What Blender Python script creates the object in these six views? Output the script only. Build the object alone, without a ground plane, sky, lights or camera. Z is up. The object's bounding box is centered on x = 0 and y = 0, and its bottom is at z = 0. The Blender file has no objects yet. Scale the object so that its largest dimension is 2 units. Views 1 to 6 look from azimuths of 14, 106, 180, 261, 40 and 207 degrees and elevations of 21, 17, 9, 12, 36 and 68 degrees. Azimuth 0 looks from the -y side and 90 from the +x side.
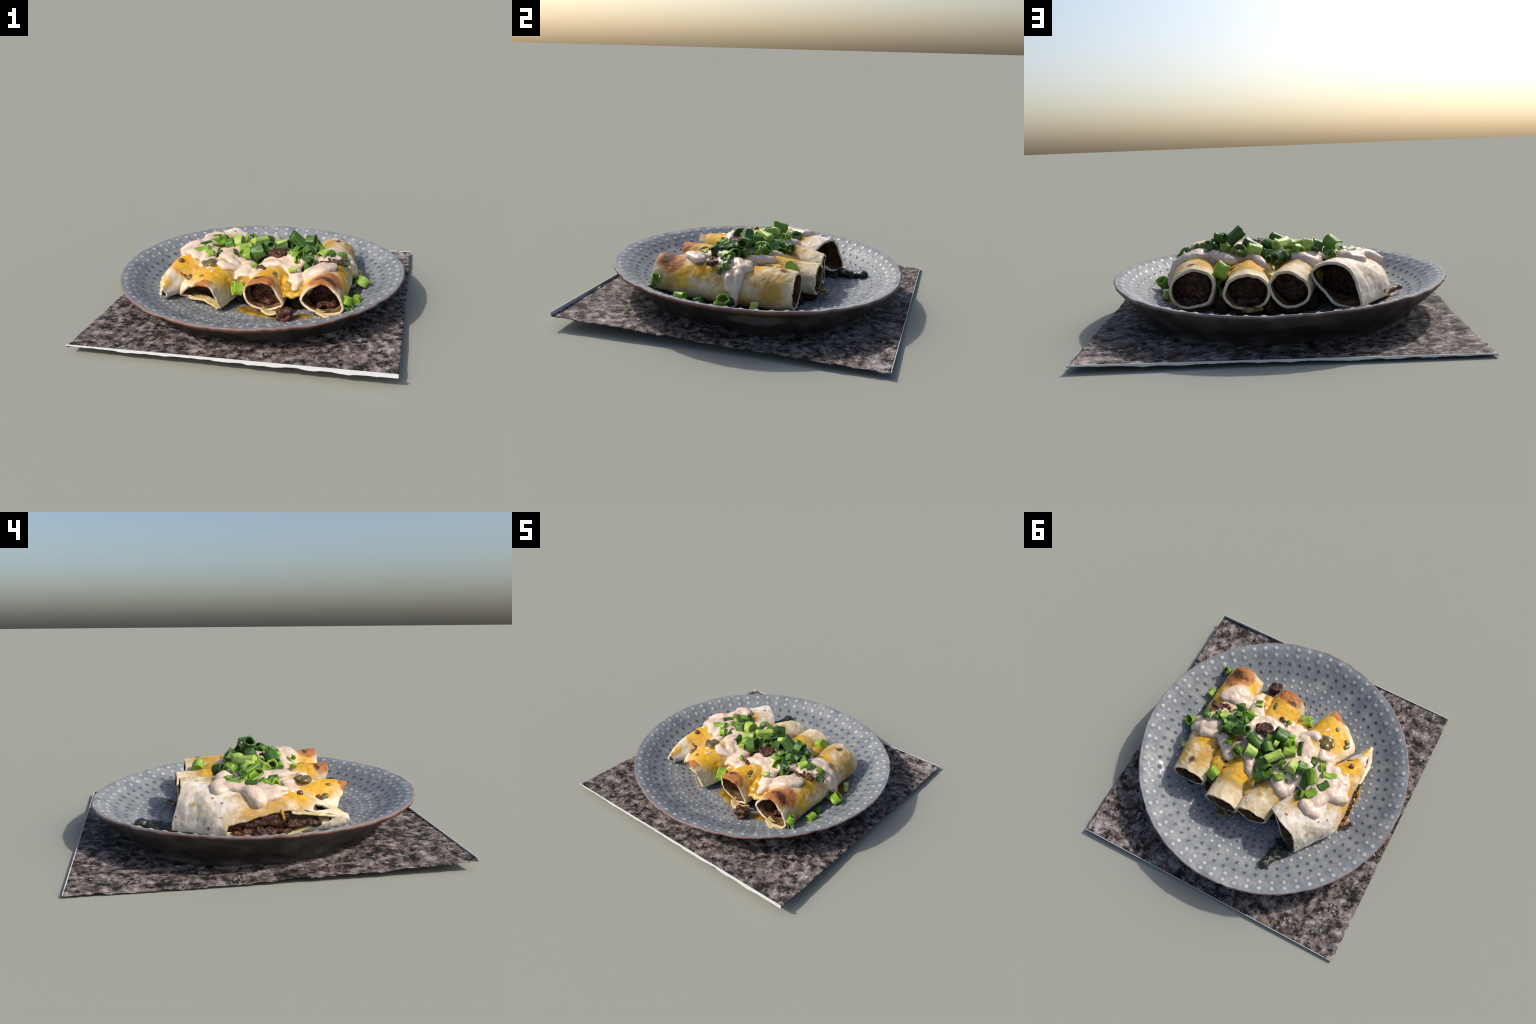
# A plate of four rolled enchiladas with sauce and scallions on a granite slab.
import bpy, bmesh, math, random
import numpy as np
from mathutils import Vector, Matrix, Quaternion, noise
from mathutils.bvhtree import BVHTree

rnd = random.Random(7)
C = bpy.context.scene.collection

# ------------------------------------------------------------------ helpers
def nz(p, s, seed=0.0):
    return noise.noise(Vector((p[0] * s + seed, p[1] * s - seed * 1.7, p[2] * s + seed * .6)))

def fbm(p, s, seed=0.0, o=3):
    v, a = 0.0, 1.0
    for i in range(o):
        v += a * nz(p, s, seed + i * 9.1); s *= 2.1; a *= .5
    return v

def link(name, me, mats=(), parent=None, smooth=True, kind=None):
    ob = bpy.data.objects.new(name, me)
    C.objects.link(ob)
    for m in mats:
        me.materials.append(m)
    if smooth:
        me.shade_smooth()
    if parent is not None:
        ob.parent = parent
    if kind:
        ob["kind"] = kind
    return ob

def empty(name, loc=(0, 0, 0)):
    ob = bpy.data.objects.new(name, None)
    ob.empty_display_size = .1
    ob.location = loc
    C.objects.link(ob)
    return ob

def mesh(name, vs, fs):
    me = bpy.data.meshes.new(name)
    me.from_pydata(vs, [], fs)
    me.update()
    return me

_b = bmesh.new(); bmesh.ops.create_icosphere(_b, subdivisions=2, radius=1)
BALL_V = np.array([v.co[:] for v in _b.verts]); BALL_F = np.array([[v.index for v in f.verts] for f in _b.faces]); _b.free()

def balls(name, L):
    """A mesh of many ellipsoids (x, y, z, rx, ry, rz)."""
    A = np.array(L, float)
    V = (A[:, None, :3] + BALL_V[None] * A[:, None, 3:]).reshape(-1, 3)
    F = (BALL_F[None] + (np.arange(len(A)) * len(BALL_V))[:, None, None]).reshape(-1, 3)
    return mesh(name, V.tolist(), F.tolist())

def bake(ob):
    """Apply an object's modifiers into its mesh."""
    dg = bpy.context.evaluated_depsgraph_get()
    me = bpy.data.meshes.new_from_object(ob.evaluated_get(dg))
    old = ob.data
    ob.modifiers.clear()
    ob.data = me
    me.name = old.name
    bpy.data.meshes.remove(old)
    return ob

def catmull(pts, t, closed=False):
    """Catmull-Rom through pts at parameter t (in point units)."""
    n = len(pts)
    i = int(math.floor(t))
    if not closed:
        i = max(0, min(n - 2, i))
    f = t - i
    def g(k):
        return pts[k % n] if closed else pts[max(0, min(n - 1, k))]
    p0, p1, p2, p3 = g(i - 1), g(i), g(i + 1), g(i + 2)
    return .5 * ((2 * p1) + (-p0 + p2) * f + (2 * p0 - 5 * p1 + 4 * p2 - p3) * f * f
                 + (-p0 + 3 * p1 - 3 * p2 + p3) * f ** 3)

def sstep(a, b, x):
    t = max(0., min(1., (x - a) / (b - a)))
    return t * t * (3 - 2 * t)

# ------------------------------------------------------------------ node helpers
class NB:
    def __init__(self, name, rough=.5, **kw):
        self.m = bpy.data.materials.new(name)
        self.m.use_nodes = True
        self.nt = self.m.node_tree
        self.bsdf = self.nt.nodes["Principled BSDF"]
        self.bsdf.inputs["Roughness"].default_value = rough
        for k, v in kw.items():
            self.bsdf.inputs[k.replace("_", " ")].default_value = v
        self.co = self.new("ShaderNodeTexCoord").outputs["Object"]

    def new(self, t, **props):
        n = self.nt.nodes.new(t)
        for k, v in props.items():
            setattr(n, k, v)
        return n

    def put(self, sock, v):
        if hasattr(v, "is_output"):
            self.nt.links.new(v, sock)
        elif isinstance(v, (tuple, list)) and len(v) == 3 and sock.type == "RGBA":
            sock.default_value = (*v, 1)
        else:
            sock.default_value = v

    def math(self, op, a, b=0.0, c=None, clamp=False):
        n = self.new("ShaderNodeMath", operation=op, use_clamp=clamp)
        self.put(n.inputs[0], a); self.put(n.inputs[1], b)
        if c is not None:
            self.put(n.inputs[2], c)
        return n.outputs[0]

    def vmath(self, op, a, b=(0, 0, 0)):
        n = self.new("ShaderNodeVectorMath", operation=op)
        self.put(n.inputs[0], a); self.put(n.inputs[1], b)
        return n.outputs["Value"] if op in ("LENGTH", "DISTANCE", "DOT_PRODUCT") else n.outputs["Vector"]

    def noise(self, scale, detail=3.0, rough=.5, co=None, dist=0.0, color=False):
        n = self.new("ShaderNodeTexNoise")
        self.put(n.inputs["Vector"], co or self.co)
        n.inputs["Scale"].default_value = scale
        n.inputs["Detail"].default_value = detail
        n.inputs["Roughness"].default_value = rough
        n.inputs["Distortion"].default_value = dist
        return n.outputs["Color" if color else "Fac"]

    def voro(self, scale, out="Distance", co=None, feature="F1", rand=1.0):
        n = self.new("ShaderNodeTexVoronoi", feature=feature)
        self.put(n.inputs["Vector"], co or self.co)
        n.inputs["Scale"].default_value = scale
        n.inputs["Randomness"].default_value = rand
        return n.outputs[out]

    def ramp(self, f, stops, interp="LINEAR"):
        n = self.new("ShaderNodeValToRGB")
        n.color_ramp.interpolation = interp
        e = n.color_ramp.elements
        while len(e) < len(stops):
            e.new(.5)
        for el, (p, c) in zip(e, stops):
            el.position = p
            el.color = (*c, 1) if isinstance(c, (tuple, list)) else (c, c, c, 1)
        self.put(n.inputs[0], f)
        return n.outputs[0]

    def maprange(self, f, a, b, c=0.0, d=1.0):
        n = self.new("ShaderNodeMapRange", interpolation_type="SMOOTHSTEP")
        self.put(n.inputs[0], f)
        for i, v in enumerate((a, b, c, d)):
            n.inputs[i + 1].default_value = v
        return n.outputs[0]

    def mix(self, f, a, b, blend="MIX"):
        n = self.new("ShaderNodeMix", data_type="RGBA", blend_type=blend)
        self.put(n.inputs[0], f); self.put(n.inputs[6], a); self.put(n.inputs[7], b)
        return n.outputs[2]

    def warp(self, scale, amt, co=None):
        """Coordinates shaken by noise, for ragged mask edges."""
        co = co or self.co
        c = self.noise(scale, 3, .6, co, color=True)
        d = self.vmath("SUBTRACT", c, (.5, .5, .5))
        n = self.new("ShaderNodeVectorMath", operation="SCALE")
        self.put(n.inputs[0], d); n.inputs["Scale"].default_value = amt
        return self.vmath("ADD", co, n.outputs[0])

    def spot(self, co, c, r, soft=.5, stretch=(1, 1, 1)):
        """1 inside a ball of radius r about c, fading to 0 over soft*r."""
        d = self.vmath("SUBTRACT", co, c)
        d = self.vmath("DIVIDE", d, stretch)
        return self.maprange(self.vmath("LENGTH", d), r * (1 + soft * .5), r * (1 - soft * .5))

    def spots(self, co, L, soft=.5):
        out = None
        for s in L:
            m = self.spot(co, s[:3], s[3], soft, s[4] if len(s) > 4 else (1, 1, 1))
            out = m if out is None else self.math("MAXIMUM", out, m)
        return out

    def bump(self, h, strength=.3, dist=.01):
        n = self.new("ShaderNodeBump")
        n.inputs["Strength"].default_value = strength
        n.inputs["Distance"].default_value = dist
        self.put(n.inputs["Height"], h)
        self.nt.links.new(n.outputs[0], self.bsdf.inputs["Normal"])

    def color(self, c):
        self.put(self.bsdf.inputs["Base Color"], c)
        return self.m

# ------------------------------------------------------------------ granite slab
XH, YH = .972, 1.0

def slab_z(x, y):
    """Top height of the warped slab: bilinear corners, edges sagging in the middle."""
    u, v = (x / XH + 1) / 2, (y / YH + 1) / 2
    a, b, c, d = .058, .074, .030, .012          # front left, front right, back right, back left
    z = (a * (1 - u) + b * u) * (1 - v) + (d * (1 - u) + c * u) * v
    sv = math.sin(math.pi * v)
    z -= (.022 - .016 * u) * sv
    z += .010 * math.sqrt(max(0, sv)) * math.cos(math.pi * v) * min(1, 8 * u * (1 - u)) + .004 * u * sv
    z += .007 * (1 - u) * math.exp(-((v - .42) / .2) ** 2)
    z -= .004 * (1 - u) * u * 3 * sv ** .3 * math.exp(-((v - .9) / .13) ** 2) + .004 * sv ** .3 * math.exp(-((v - .1) / .13) ** 2)
    return max(z, .004)

def granite():
    b = NB("granite", .75, Specular_IOR_Level=.15)
    w = b.warp(14, .04)
    big = b.noise(6, 2, .5)
    grain = b.noise(17, 8, .74, w)
    f = b.math("ADD", b.math("MULTIPLY", grain, .86), b.math("MULTIPLY", big, .16))
    c = b.ramp(f, [(.40, (.010, .010, .011)), (.465, (.024, .022, .022)), (.485, (.085, .070, .063)), (.53, (.135, .110, .098)),
                   (.58, (.250, .212, .205)), (.66, (.42, .375, .37))])
    warm = b.maprange(b.noise(15, 4, .6), .52, .66)
    c = b.mix(b.math("MULTIPLY", warm, .45), c, (.19, .130, .105))
    flakes = b.maprange(b.noise(25, 5, .66, b.warp(30, .04)), .575, .615)
    c = b.mix(flakes, c, (.009, .009, .010))
    light = b.maprange(b.noise(22, 5, .62, b.warp(24, .04)), .60, .66)
    c = b.mix(b.math("MULTIPLY", light, .8), c, (.38, .345, .335))
    b.bump(b.noise(60, 4), .25, .01)
    return b.color(c)

def build_slab():
    n = 150
    vs, fs = [], []
    for j in range(n + 1):
        for i in range(n + 1):
            x, y = (2 * i / n - 1) * XH, (2 * j / n - 1) * (YH - .002)
            if i in (0, n):                       # ragged broken side edges
                x -= math.copysign(max(0, .006 * fbm((x, y * 9, 0), 3.0, 3)), x)
            z = slab_z(x, y) + .006 * fbm((x, y, 0), 9, 5) + .003 * fbm((x, y, 0), 40, 8, 2)
            if i in (0, n) or j in (0, n):
                z += .006 * fbm((x, y, 0), 26, 2, 2)
            vs.append((x, y, max(z, .003)))
    for j in range(n):
        for i in range(n):
            a = j * (n + 1) + i
            fs.append((a, a + 1, a + n + 2, a + n + 1))
    top = len(vs)
    under = [(x, y, max(0.0, z - .004)) for x, y, z in vs]
    ring = [i for i in range(n + 1)] + [(k + 1) * (n + 1) - 1 for k in range(1, n + 1)] \
        + [n * (n + 1) + i for i in range(n - 1, -1, -1)] + [k * (n + 1) for k in range(n - 1, 0, -1)]
    fs += [tuple(top + k for k in reversed(f)) for f in fs]
    m = len(ring)
    for k in range(m):
        a, b2 = ring[k], ring[(k + 1) % m]
        fs.append((b2, a, top + a, top + b2))
    ob = link("granite_slab", mesh("granite_slab", vs + under, fs), [granite()])
    ob["label"] = "square sheet of speckled grey granite counter with ragged edges"
    ob["category"] = "stone slab"
    # pale straight-topped cut edges standing along the front and the back
    b = NB("pale_cut_edge", .6)
    edge_mat = b.color(b.mix(b.noise(30), (.60, .60, .585), (.66, .66, .645)))
    for s, z0, z1, drop in ((-1, .064, .098, .010), (1, .018, .037, .008)):
        vs, fs = [], []
        N = 160
        for i in range(N + 1):
            x = (2 * i / N - 1) * XH
            t = i / N
            zt = z0 + (z1 - z0) * t
            zb = slab_z(x, s * YH) - drop * (.55 + .9 * fbm((x, 0, s), 11, 4, 3)) * min(1, 6 * t * (1 - t) + .1)
            zb = max(.002, min(zb, zt - .004))
            for y in (s * (YH - .003), s * YH):
                vs += [(x, y, zb), (x, y, zt)]
        for i in range(N):
            a = i * 4
            fs += [(a, a + 1, a + 5, a + 4), (a + 2, a + 6, a + 7, a + 3),
                   (a + 1, a + 3, a + 7, a + 5), (a, a + 4, a + 6, a + 2)]
        fs += [(0, 2, 3, 1), (N * 4, N * 4 + 1, N * 4 + 3, N * 4 + 2)]
        me = mesh("cut_edge", vs, fs)
        link("cut_edge", me, [edge_mat], ob, smooth=False)
    return ob

# ------------------------------------------------------------------ plate
PC = (0.0, -.018)
NB_RING = 68
STEP = 2 * math.pi / NB_RING
PH_A, PH_B = math.radians(48.1) % STEP, math.radians(45.75) % STEP
# radius, stagger, pale?, bump radius
RINGS = [(.912, 0, 1, .019), (.864, 0, 1, .018), (.8155, 1, 0, .016), (.758, 1, 0, .0155),
         (.701, 0, 1, .016), (.653, 0, 1, .015), (.607, 1, 0, .0135), (.561, 1, 0, .013),
         (.514, 0, 1, .012), (.472, 0, 1, .011), (.431, 1, 0, .010), (.392, 1, 0, .010)]
PROFILE = [(0, .088), (.4, .090), (.5, .096), (.56, .103), (.61, .111), (.68, .127), (.75, .151), (.816, .180), (.86, .208),
           (.90, .231), (.93, .2405), (.948, .2425)]
# outside of the bowl: steeper behind (full) than in front (lean)
UNDER_FULL = [(.954, .236), (.954, .226), (.940, .198), (.912, .158), (.875, .128), (.838, .103), (.808, .074), (.785, .040), (.775, .012)]
UNDER_LEAN = [(.954, .236), (.953, .227), (.936, .212), (.898, .190), (.852, .162), (.804, .126), (.764, .090), (.732, .052), (.720, .012)]

def plate_tilt(x, y, r):
    th = math.atan2(y, x)
    w = (r / .95) ** 3
    sag = .012 * max(0, math.cos(th - 2.5)) * math.exp(-((r - .77) / .11) ** 2)
    return .0122 * x - .0241 * y - sag + w * (.0073 * math.cos(2 * th) - .0055 * math.sin(2 * th)
                                        + .0030 * math.cos(3 * th) + .0012 * math.sin(3 * th))

def plate_floor(x, y):
    x, y = x - PC[0], y - PC[1]
    r = math.hypot(x, y)
    return float(np.interp(r, [p[0] for p in PROFILE], [p[1] for p in PROFILE])) + plate_tilt(x, y, r)

def glaze():
    b = NB("speckled_blue_grey_glaze", .52, Specular_IOR_Level=.22, Coat_Weight=.03, Coat_Roughness=.12)
    sep = b.new("ShaderNodeSeparateXYZ")
    b.put(sep.inputs[0], b.warp(25, .004))
    x, y = sep.outputs[0], sep.outputs[1]
    r = b.math("SQRT", b.math("ADD", b.math("MULTIPLY", x, x), b.math("MULTIPLY", y, y)))
    th = b.math("ARCTAN2", y, x)
    us = []
    for ph in (PH_A, PH_B):
        q = b.math("DIVIDE", b.math("SUBTRACT", th, ph - 4 * STEP * 20), STEP)
        us.append(b.math("SUBTRACT", b.math("FRACT", b.math("ADD", q, .5)), .5))
    arc = [b.math("MULTIPLY", b.math("MULTIPLY", u, STEP), r) for u in us]
    pale = dark = halo = None
    for rk, st, isp, br in RINGS:
        d = b.math("SQRT", b.math("ADD", b.math("POWER", b.math("ABSOLUTE", arc[st]), 2.0),
                                  b.math("POWER", b.math("ABSOLUTE", b.math("SUBTRACT", r, rk)), 2.0)))
        m = b.maprange(d, br * 1.0, br * .40)
        h = b.maprange(d, br * 1.7, br * .9)
        if isp:
            pale = m if pale is None else b.math("MAXIMUM", pale, m)
        else:
            dark = m if dark is None else b.math("MAXIMUM", dark, m)
        halo = h if halo is None else b.math("MAXIMUM", halo, h)
    base = b.ramp(b.noise(9, 4, .6), [(.35, (.155, .172, .192)), (.5, (.212, .227, .230)), (.66, (.280, .285, .274))])
    base = b.mix(b.maprange(b.noise(26, 3, .6), .5, .75), base, (.165, .178, .215))
    base = b.mix(b.math("MULTIPLY", halo, .35), base, (.13, .145, .165))
    c = b.mix(b.math("MULTIPLY", pale, b.maprange(b.noise(18, 2), .35, .6, .6, .95)), base, b.mix(b.noise(14), (.37, .35, .345), (.54, .51, .50)))
    c = b.mix(b.math("MULTIPLY", dark, .9), c, b.mix(b.maprange(r, .58, .75), (.105, .068, .062), (.075, .068, .076)))
    b.put(b.bsdf.inputs['Roughness'], b.mix(b.math('MAXIMUM', pale, dark), (.52, .52, .52), (.26, .26, .26)))
    # worn brown lip
    lip = b.maprange(b.math("ADD", r, b.math("MULTIPLY", b.math("SUBTRACT", b.noise(40, 3), .5), .018)), .9435, .951)
    c = b.mix(lip, c, b.mix(b.noise(24), (.19, .085, .055), (.22, .19, .20)))
    b.bump(b.noise(38, 3), .18, .006)
    return b.color(c)

def dark_underside():
    b = NB("dark_unglazed_underside", .5, Specular_IOR_Level=.25)
    c = b.mix(b.maprange(b.noise(7, 4), .45, .62), (.040, .032, .028), (.070, .060, .056))
    sep = b.new("ShaderNodeSeparateXYZ")
    b.put(sep.inputs[0], b.warp(30, .012))
    c = b.mix(b.maprange(sep.outputs[2], .212, .226), c, (.16, .075, .05))      # glaze lip running over
    tag = b.spot(b.warp(6, .12), (.85, .26, .15), .15, .5, (.6, 1.15, .35))
    c = b.mix(b.math('MULTIPLY', tag, .8), c, (.12, .115, .118))
    b.bump(b.noise(30, 4), .3, .008)
    return b.color(c)

def build_plate():
    NT = NB_RING * 12
    rs = list(np.arange(.03, .945, .0052))
    prof_r, prof_z = [p[0] for p in PROFILE], [p[1] for p in PROFILE]
    # smoothed inner profile
    rows = [(r, float(np.mean(np.interp([r - .03, r - .015, r, min(r + .015, .948), min(r + .03, .948)], prof_r, prof_z))), 1) for r in rs]
    rows += [(.9455, .2425, 0), (.950, .2415, 0)] + [(r, z, -1 - k) for k, (r, z) in enumerate(UNDER_LEAN)]
    dense = []
    for k, q in enumerate(rows):
        dense.append(q)
        if q[2] < 0 and k + 1 < len(rows):
            q2 = rows[k + 1]
            dense += [(q[0] + (q2[0] - q[0]) * t, q[1] + (q2[1] - q[1]) * t, q[2] - t) for t in (.33, .66)]
    vs, fs = [], []
    for r, z, top in dense:
        for i in range(NT):
            th = 2 * math.pi * i / NT
            rr, zz = r, z
            cx, cy = math.cos(th), math.sin(th)
            if top < 0:
                k = -1 - top
                lo = sstep(2.5, 5.5, k)
                px, pyf = max(0, cx), max(0, cy)
                tha = math.atan2(cy, cx)
                def lump_at(c, wd):
                    return math.exp(-((tha - c) / wd) ** 2)
                wu = -.12 + .92 * pyf + .25 * max(0, -cy) - .22 * px * (1 - pyf) + .25 * cx * pyf - .35 * lump_at(1.65, .3) + .25 * lump_at(2.35, .3)
                wl = .40 + .45 * cy + .6 * cx * pyf - .50 * lump_at(1.65, .28) + .50 * lump_at(2.35, .3) + .30 * lump_at(.60, .32) - .28 * lump_at(-.1, .4)
                w = (1 - lo) * wu + lo * wl
                rr += w * (np.interp(k, range(9), [q[0] for q in UNDER_FULL]) - r)
                zz += w * (np.interp(k, range(9), [q[1] for q in UNDER_FULL]) - z)
            edge = sstep(.90, .95, r) if top >= 0 else sstep(.85, .95, r)
            # uneven hand-made rim
            rr += edge * (.0035 * fbm((cx, cy, 0), 6, 11, 4) + .002 * nz((cx, cy, 0), 22, 3))
            zz += edge * .0045 * fbm((cx, cy, 0), 9, 17, 4)
            if top == 1:
                for rk, st, isp, br in RINGS:
                    if abs(rk - r) < br:
                        ph = PH_B if st else PH_A
                        u = ((th - ph) / STEP + .5) % 1 - .5
                        d = math.hypot(u * STEP * r, r - rk) / br
                        if d < 1:
                            zz += .0058 * (1 - d * d) ** 1.5
                zz += .0012 * fbm((cx * r, cy * r, 0), 14, 2)
            elif top < 0:
                low = 1 - sstep(.03, .15, z)
                rr += low * .035 * fbm((cx, cy, z * 2), 3.2, 21, 3) + .006 * fbm((cx, cy, z), 14, 1, 2)
            X, Y = rr * cx, rr * cy
            zz += plate_tilt(X, Y, rr) * (1 if top >= 0 else sstep(-.02, .2, z))
            vs.append((X, Y, zz))
    n = len(dense)
    for k in range(n - 1):
        for i in range(NT):
            a, b2 = k * NT + i, k * NT + (i + 1) % NT
            fs.append((a, b2, b2 + NT, a + NT)[::-1])
    vs.append((0, 0, .112)); ctr = len(vs) - 1
    for i in range(NT):
        fs.append((ctr, i, (i + 1) % NT))
    first_under = next(k for k, q in enumerate(dense) if q[2] < 0) + 1
    me = mesh("dinner_plate", vs, fs)
    me.polygons.foreach_set("material_index", [1 if first_under * NT <= k < (n - 1) * NT else 0 for k in range(len(fs))])
    bm = bmesh.new(); bm.from_mesh(me)
    bmesh.ops.recalc_face_normals(bm, faces=bm.faces)
    if sum(f.normal.z for f in bm.faces if f.calc_center_median().z < .2 and abs(f.calc_center_median().x) < .5) < 0:
        bmesh.ops.reverse_faces(bm, faces=bm.faces)
    bm.to_mesh(me); bm.free()
    ob = link("dinner_plate", me, [glaze(), dark_underside()])
    ob.location = (PC[0], PC[1], 0)
    ob["label"] = "round blue-grey ceramic dinner plate with rings of raised dots"
    ob["category"] = "plate"
    return ob

# ------------------------------------------------------------------ enchilada rolls
# Each station is a cross-section: eight (x, y, z) points, going round from the left wall
# over the top to the right wall and back along the bottom.  Stations run from front to back.
def st(y, *pts):
    return [Vector((p[0], p[2] if len(p) > 2 else y, p[1])) for p in pts]

ROLL_RIGHT = [
    st(-.515, (.352, .240), (.385, .318), (.475, .378), (.553, .342), (.602, .275), (.615, .205), (.537, .168), (.43, .182)),
    st(-.25, (.345, .240), (.375, .330), (.46, .372), (.56, .338), (.622, .250), (.60, .165), (.48, .100), (.37, .135)),
    st(.05, (.345, .240), (.380, .320), (.46, .360), (.555, .335), (.615, .250), (.595, .160), (.48, .098), (.37, .135)),
    st(.25, (.347, .245), (.375, .322), (.47, .358), (.56, .318), (.605, .245), (.585, .158), (.48, .098), (.37, .135)),
    st(.365, (.345, .250), (.373, .312), (.463, .342), (.559, .300), (.594, .243), (.576, .158), (.50, .118), (.38, .155)),
]
ROLL_INNER_RIGHT = [
    st(-.49, (-.021, .236, -.455), (0, .302, -.475), (.095, .352, -.505), (.165, .337, -.505), (.218, .257, -.49), (.237, .185, -.48), (.12, .135, -.46), (.02, .155, -.45)),
    st(-.32, (-.005, .24), (.03, .315), (.12, .350), (.20, .325), (.245, .245), (.235, .165), (.13, .105), (.03, .14)),
    st(-.1, (.025, .24), (.065, .325), (.155, .365), (.245, .325), (.28, .24), (.255, .16), (.15, .100), (.055, .14)),
    st(.15, (.045, .23), (.08, .305), (.175, .338), (.265, .302), (.30, .225), (.275, .155), (.18, .100), (.08, .14)),
    st(.435, (.049, .231), (.080, .284), (.177, .318), (.266, .283), (.303, .218), (.274, .154), (.185, .120), (.083, .146)),
]
ROLL_INNER_LEFT = [
    st(-.46, (-.462, .168, -.40), (-.378, .255, -.46), (-.250, .310, -.53), (-.200, .288, -.532), (-.184, .210, -.51), (-.164, .130, -.487), (-.25, .140, -.43), (-.40, .148, -.39)),
    st(-.33, (-.465, .205), (-.400, .280), (-.252, .340), (-.155, .312), (-.095, .220), (-.105, .145), (-.23, .125), (-.36, .140)),
    st(-.15, (-.375, .24), (-.328, .312), (-.215, .362), (-.110, .335), (-.06, .24), (-.08, .16), (-.19, .100), (-.31, .14)),
    st(.12, (-.26, .24), (-.225, .315), (-.13, .352), (-.03, .315), (.02, .24), (-.01, .155), (-.12, .097), (-.22, .14)),
    st(.30, (-.185, .235), (-.155, .305), (-.07, .340), (.015, .305), (.055, .24), (.02, .16), (-.07, .10), (-.16, .135)),
    st(.425, (-.162, .222, .405), (-.105, .296, .42), (-.005, .325), (.045, .288), (.060, .24), (.030, .165), (-.04, .122), (-.135, .138, .41)),
]
ROLL_LEFT = [
    st(-.44, (-.580, .182, -.455), (-.572, .205, -.45), (-.558, .212, -.445), (-.545, .196, -.435), (-.535, .170, -.425), (-.54, .150, -.42), (-.555, .143, -.43), (-.572, .160, -.445)),
    st(-.36, (-.605, .212), (-.590, .245), (-.562, .257), (-.528, .230), (-.50, .185), (-.505, .145), (-.545, .128), (-.59, .150)),
    st(-.22, (-.617, .222), (-.584, .281), (-.526, .311), (-.460, .266), (-.415, .215), (-.42, .145), (-.50, .110), (-.59, .138)),
    st(-.05, (-.622, .212), (-.575, .290), (-.465, .338), (-.34, .315), (-.275, .245), (-.29, .16), (-.42, .115), (-.58, .136)),
    st(.18, (-.612, .195, .22), (-.54, .295, .20), (-.41, .348, .17), (-.285, .33, .14), (-.225, .25, .12), (-.245, .16, .12), (-.40, .115, .17), (-.575, .130, .22)),
    st(.33, (-.505, .21, .36), (-.45, .315, .33), (-.34, .360, .30), (-.235, .335, .25), (-.19, .27, .22), (-.235, .18, .25), (-.34, .118, .32), (-.49, .125, .37)),
    st(.42, (-.408, .235, .465), (-.362, .335, .435), (-.283, .361, .405), (-.205, .338, .355), (-.168, .285, .325), (-.215, .205, .355), (-.30, .122, .43), (-.420, .123, .485)),
]

def loft(stations, nu=72, nv=64, inset=0.0, t0=0.0, t1=1.0, rough=0.0, seed=0, fine=0.0):
    S = len(stations)
    rings = []
    for j in range(nv + 1):
        t = (t0 + (t1 - t0) * j / nv) * (S - 1)
        sec = [catmull([s[k] for s in stations], t) for k in range(8)]
        ctr = sum(sec, Vector()) / 8
        ring = []
        for i in range(nu):
            p = catmull(sec, 8 * i / nu, True)
            d = p - ctr
            p = ctr + d * (1 - inset)
            if rough:
                p += d.normalized() * (rough * fbm(p, 9, seed, 3) + fine * fbm(p, 34, seed + 5, 2))
            ring.append(p)
        rings.append(ring)
    return rings

def ring_faces(nu, rows, closed=True):
    fs = []
    for j in range(rows - 1):
        for i in range(nu if closed else nu - 1):
            a, b2 = j * nu + i, j * nu + (i + 1) % nu
            fs.append((a, a + nu, b2 + nu, b2))
    return fs

def tortilla_material(name, cheese, toast, char, specks, gold=(), tint=(1, 1, 1)):
    b = NB(name, .6, Specular_IOR_Level=.22)
    w = b.warp(11, .075)
    w2 = b.warp(30, .035, w)
    c = b.ramp(b.noise(10, 4, .6), [(.3, (.55, .43, .26)), (.5, (.67, .545, .37)), (.7, (.74, .63, .47))])
    c = b.mix(1.0, c, tint, 'MULTIPLY')
    c = b.mix(b.math('MULTIPLY', b.maprange(b.noise(16, 4, .6), .50, .72), .8), c, (.50, .37, .15))
    if gold:
        m = b.math("MULTIPLY", b.spots(w, [(*q[:3], q[3] * 1.12, *q[4:]) for q in gold], .8), b.maprange(b.noise(9, 4, .6), .28, .56))
        c = b.mix(b.math("MULTIPLY", m, .9), c, b.mix(b.noise(30), (.49, .30, .035), (.38, .19, .022)))
    if cheese:
        m = b.math("MULTIPLY", b.spots(w2, [(*q[:3], q[3] * 1.18, *q[4:]) for q in cheese], .8), b.maprange(b.noise(13, 3, .6), .22, .44))
        c = b.mix(b.math("MULTIPLY", m, .92), c, b.ramp(b.noise(28, 3), [(.3, (.56, .24, .006)), (.52, (.66, .36, .014)), (.75, (.64, .47, .11))]))
    if toast:
        m = b.spots(w, toast, .55)
        c = b.mix(b.math("MULTIPLY", m, .95), c, b.ramp(b.noise(26, 4, .65), [(.3, (.24, .060, .012)), (.5, (.37, .125, .027)), (.75, (.48, .225, .075))]))
    if char:
        m = b.spots(w2, char, .9)
        c = b.mix(b.math("MULTIPLY", m, .9), c, b.mix(b.noise(50), (.022, .008, .005), (.085, .024, .010)))
    if specks:
        m = b.spots(b.warp(60, .014), specks, .6)
        c = b.mix(b.math("MULTIPLY", m, .85), c, (.24, .085, .03))
    b.bump(b.math("ADD", b.noise(24, 5, .6), b.math("MULTIPLY", b.noise(150, 2), .2)), .5, .010)
    return b.color(c)

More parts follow.
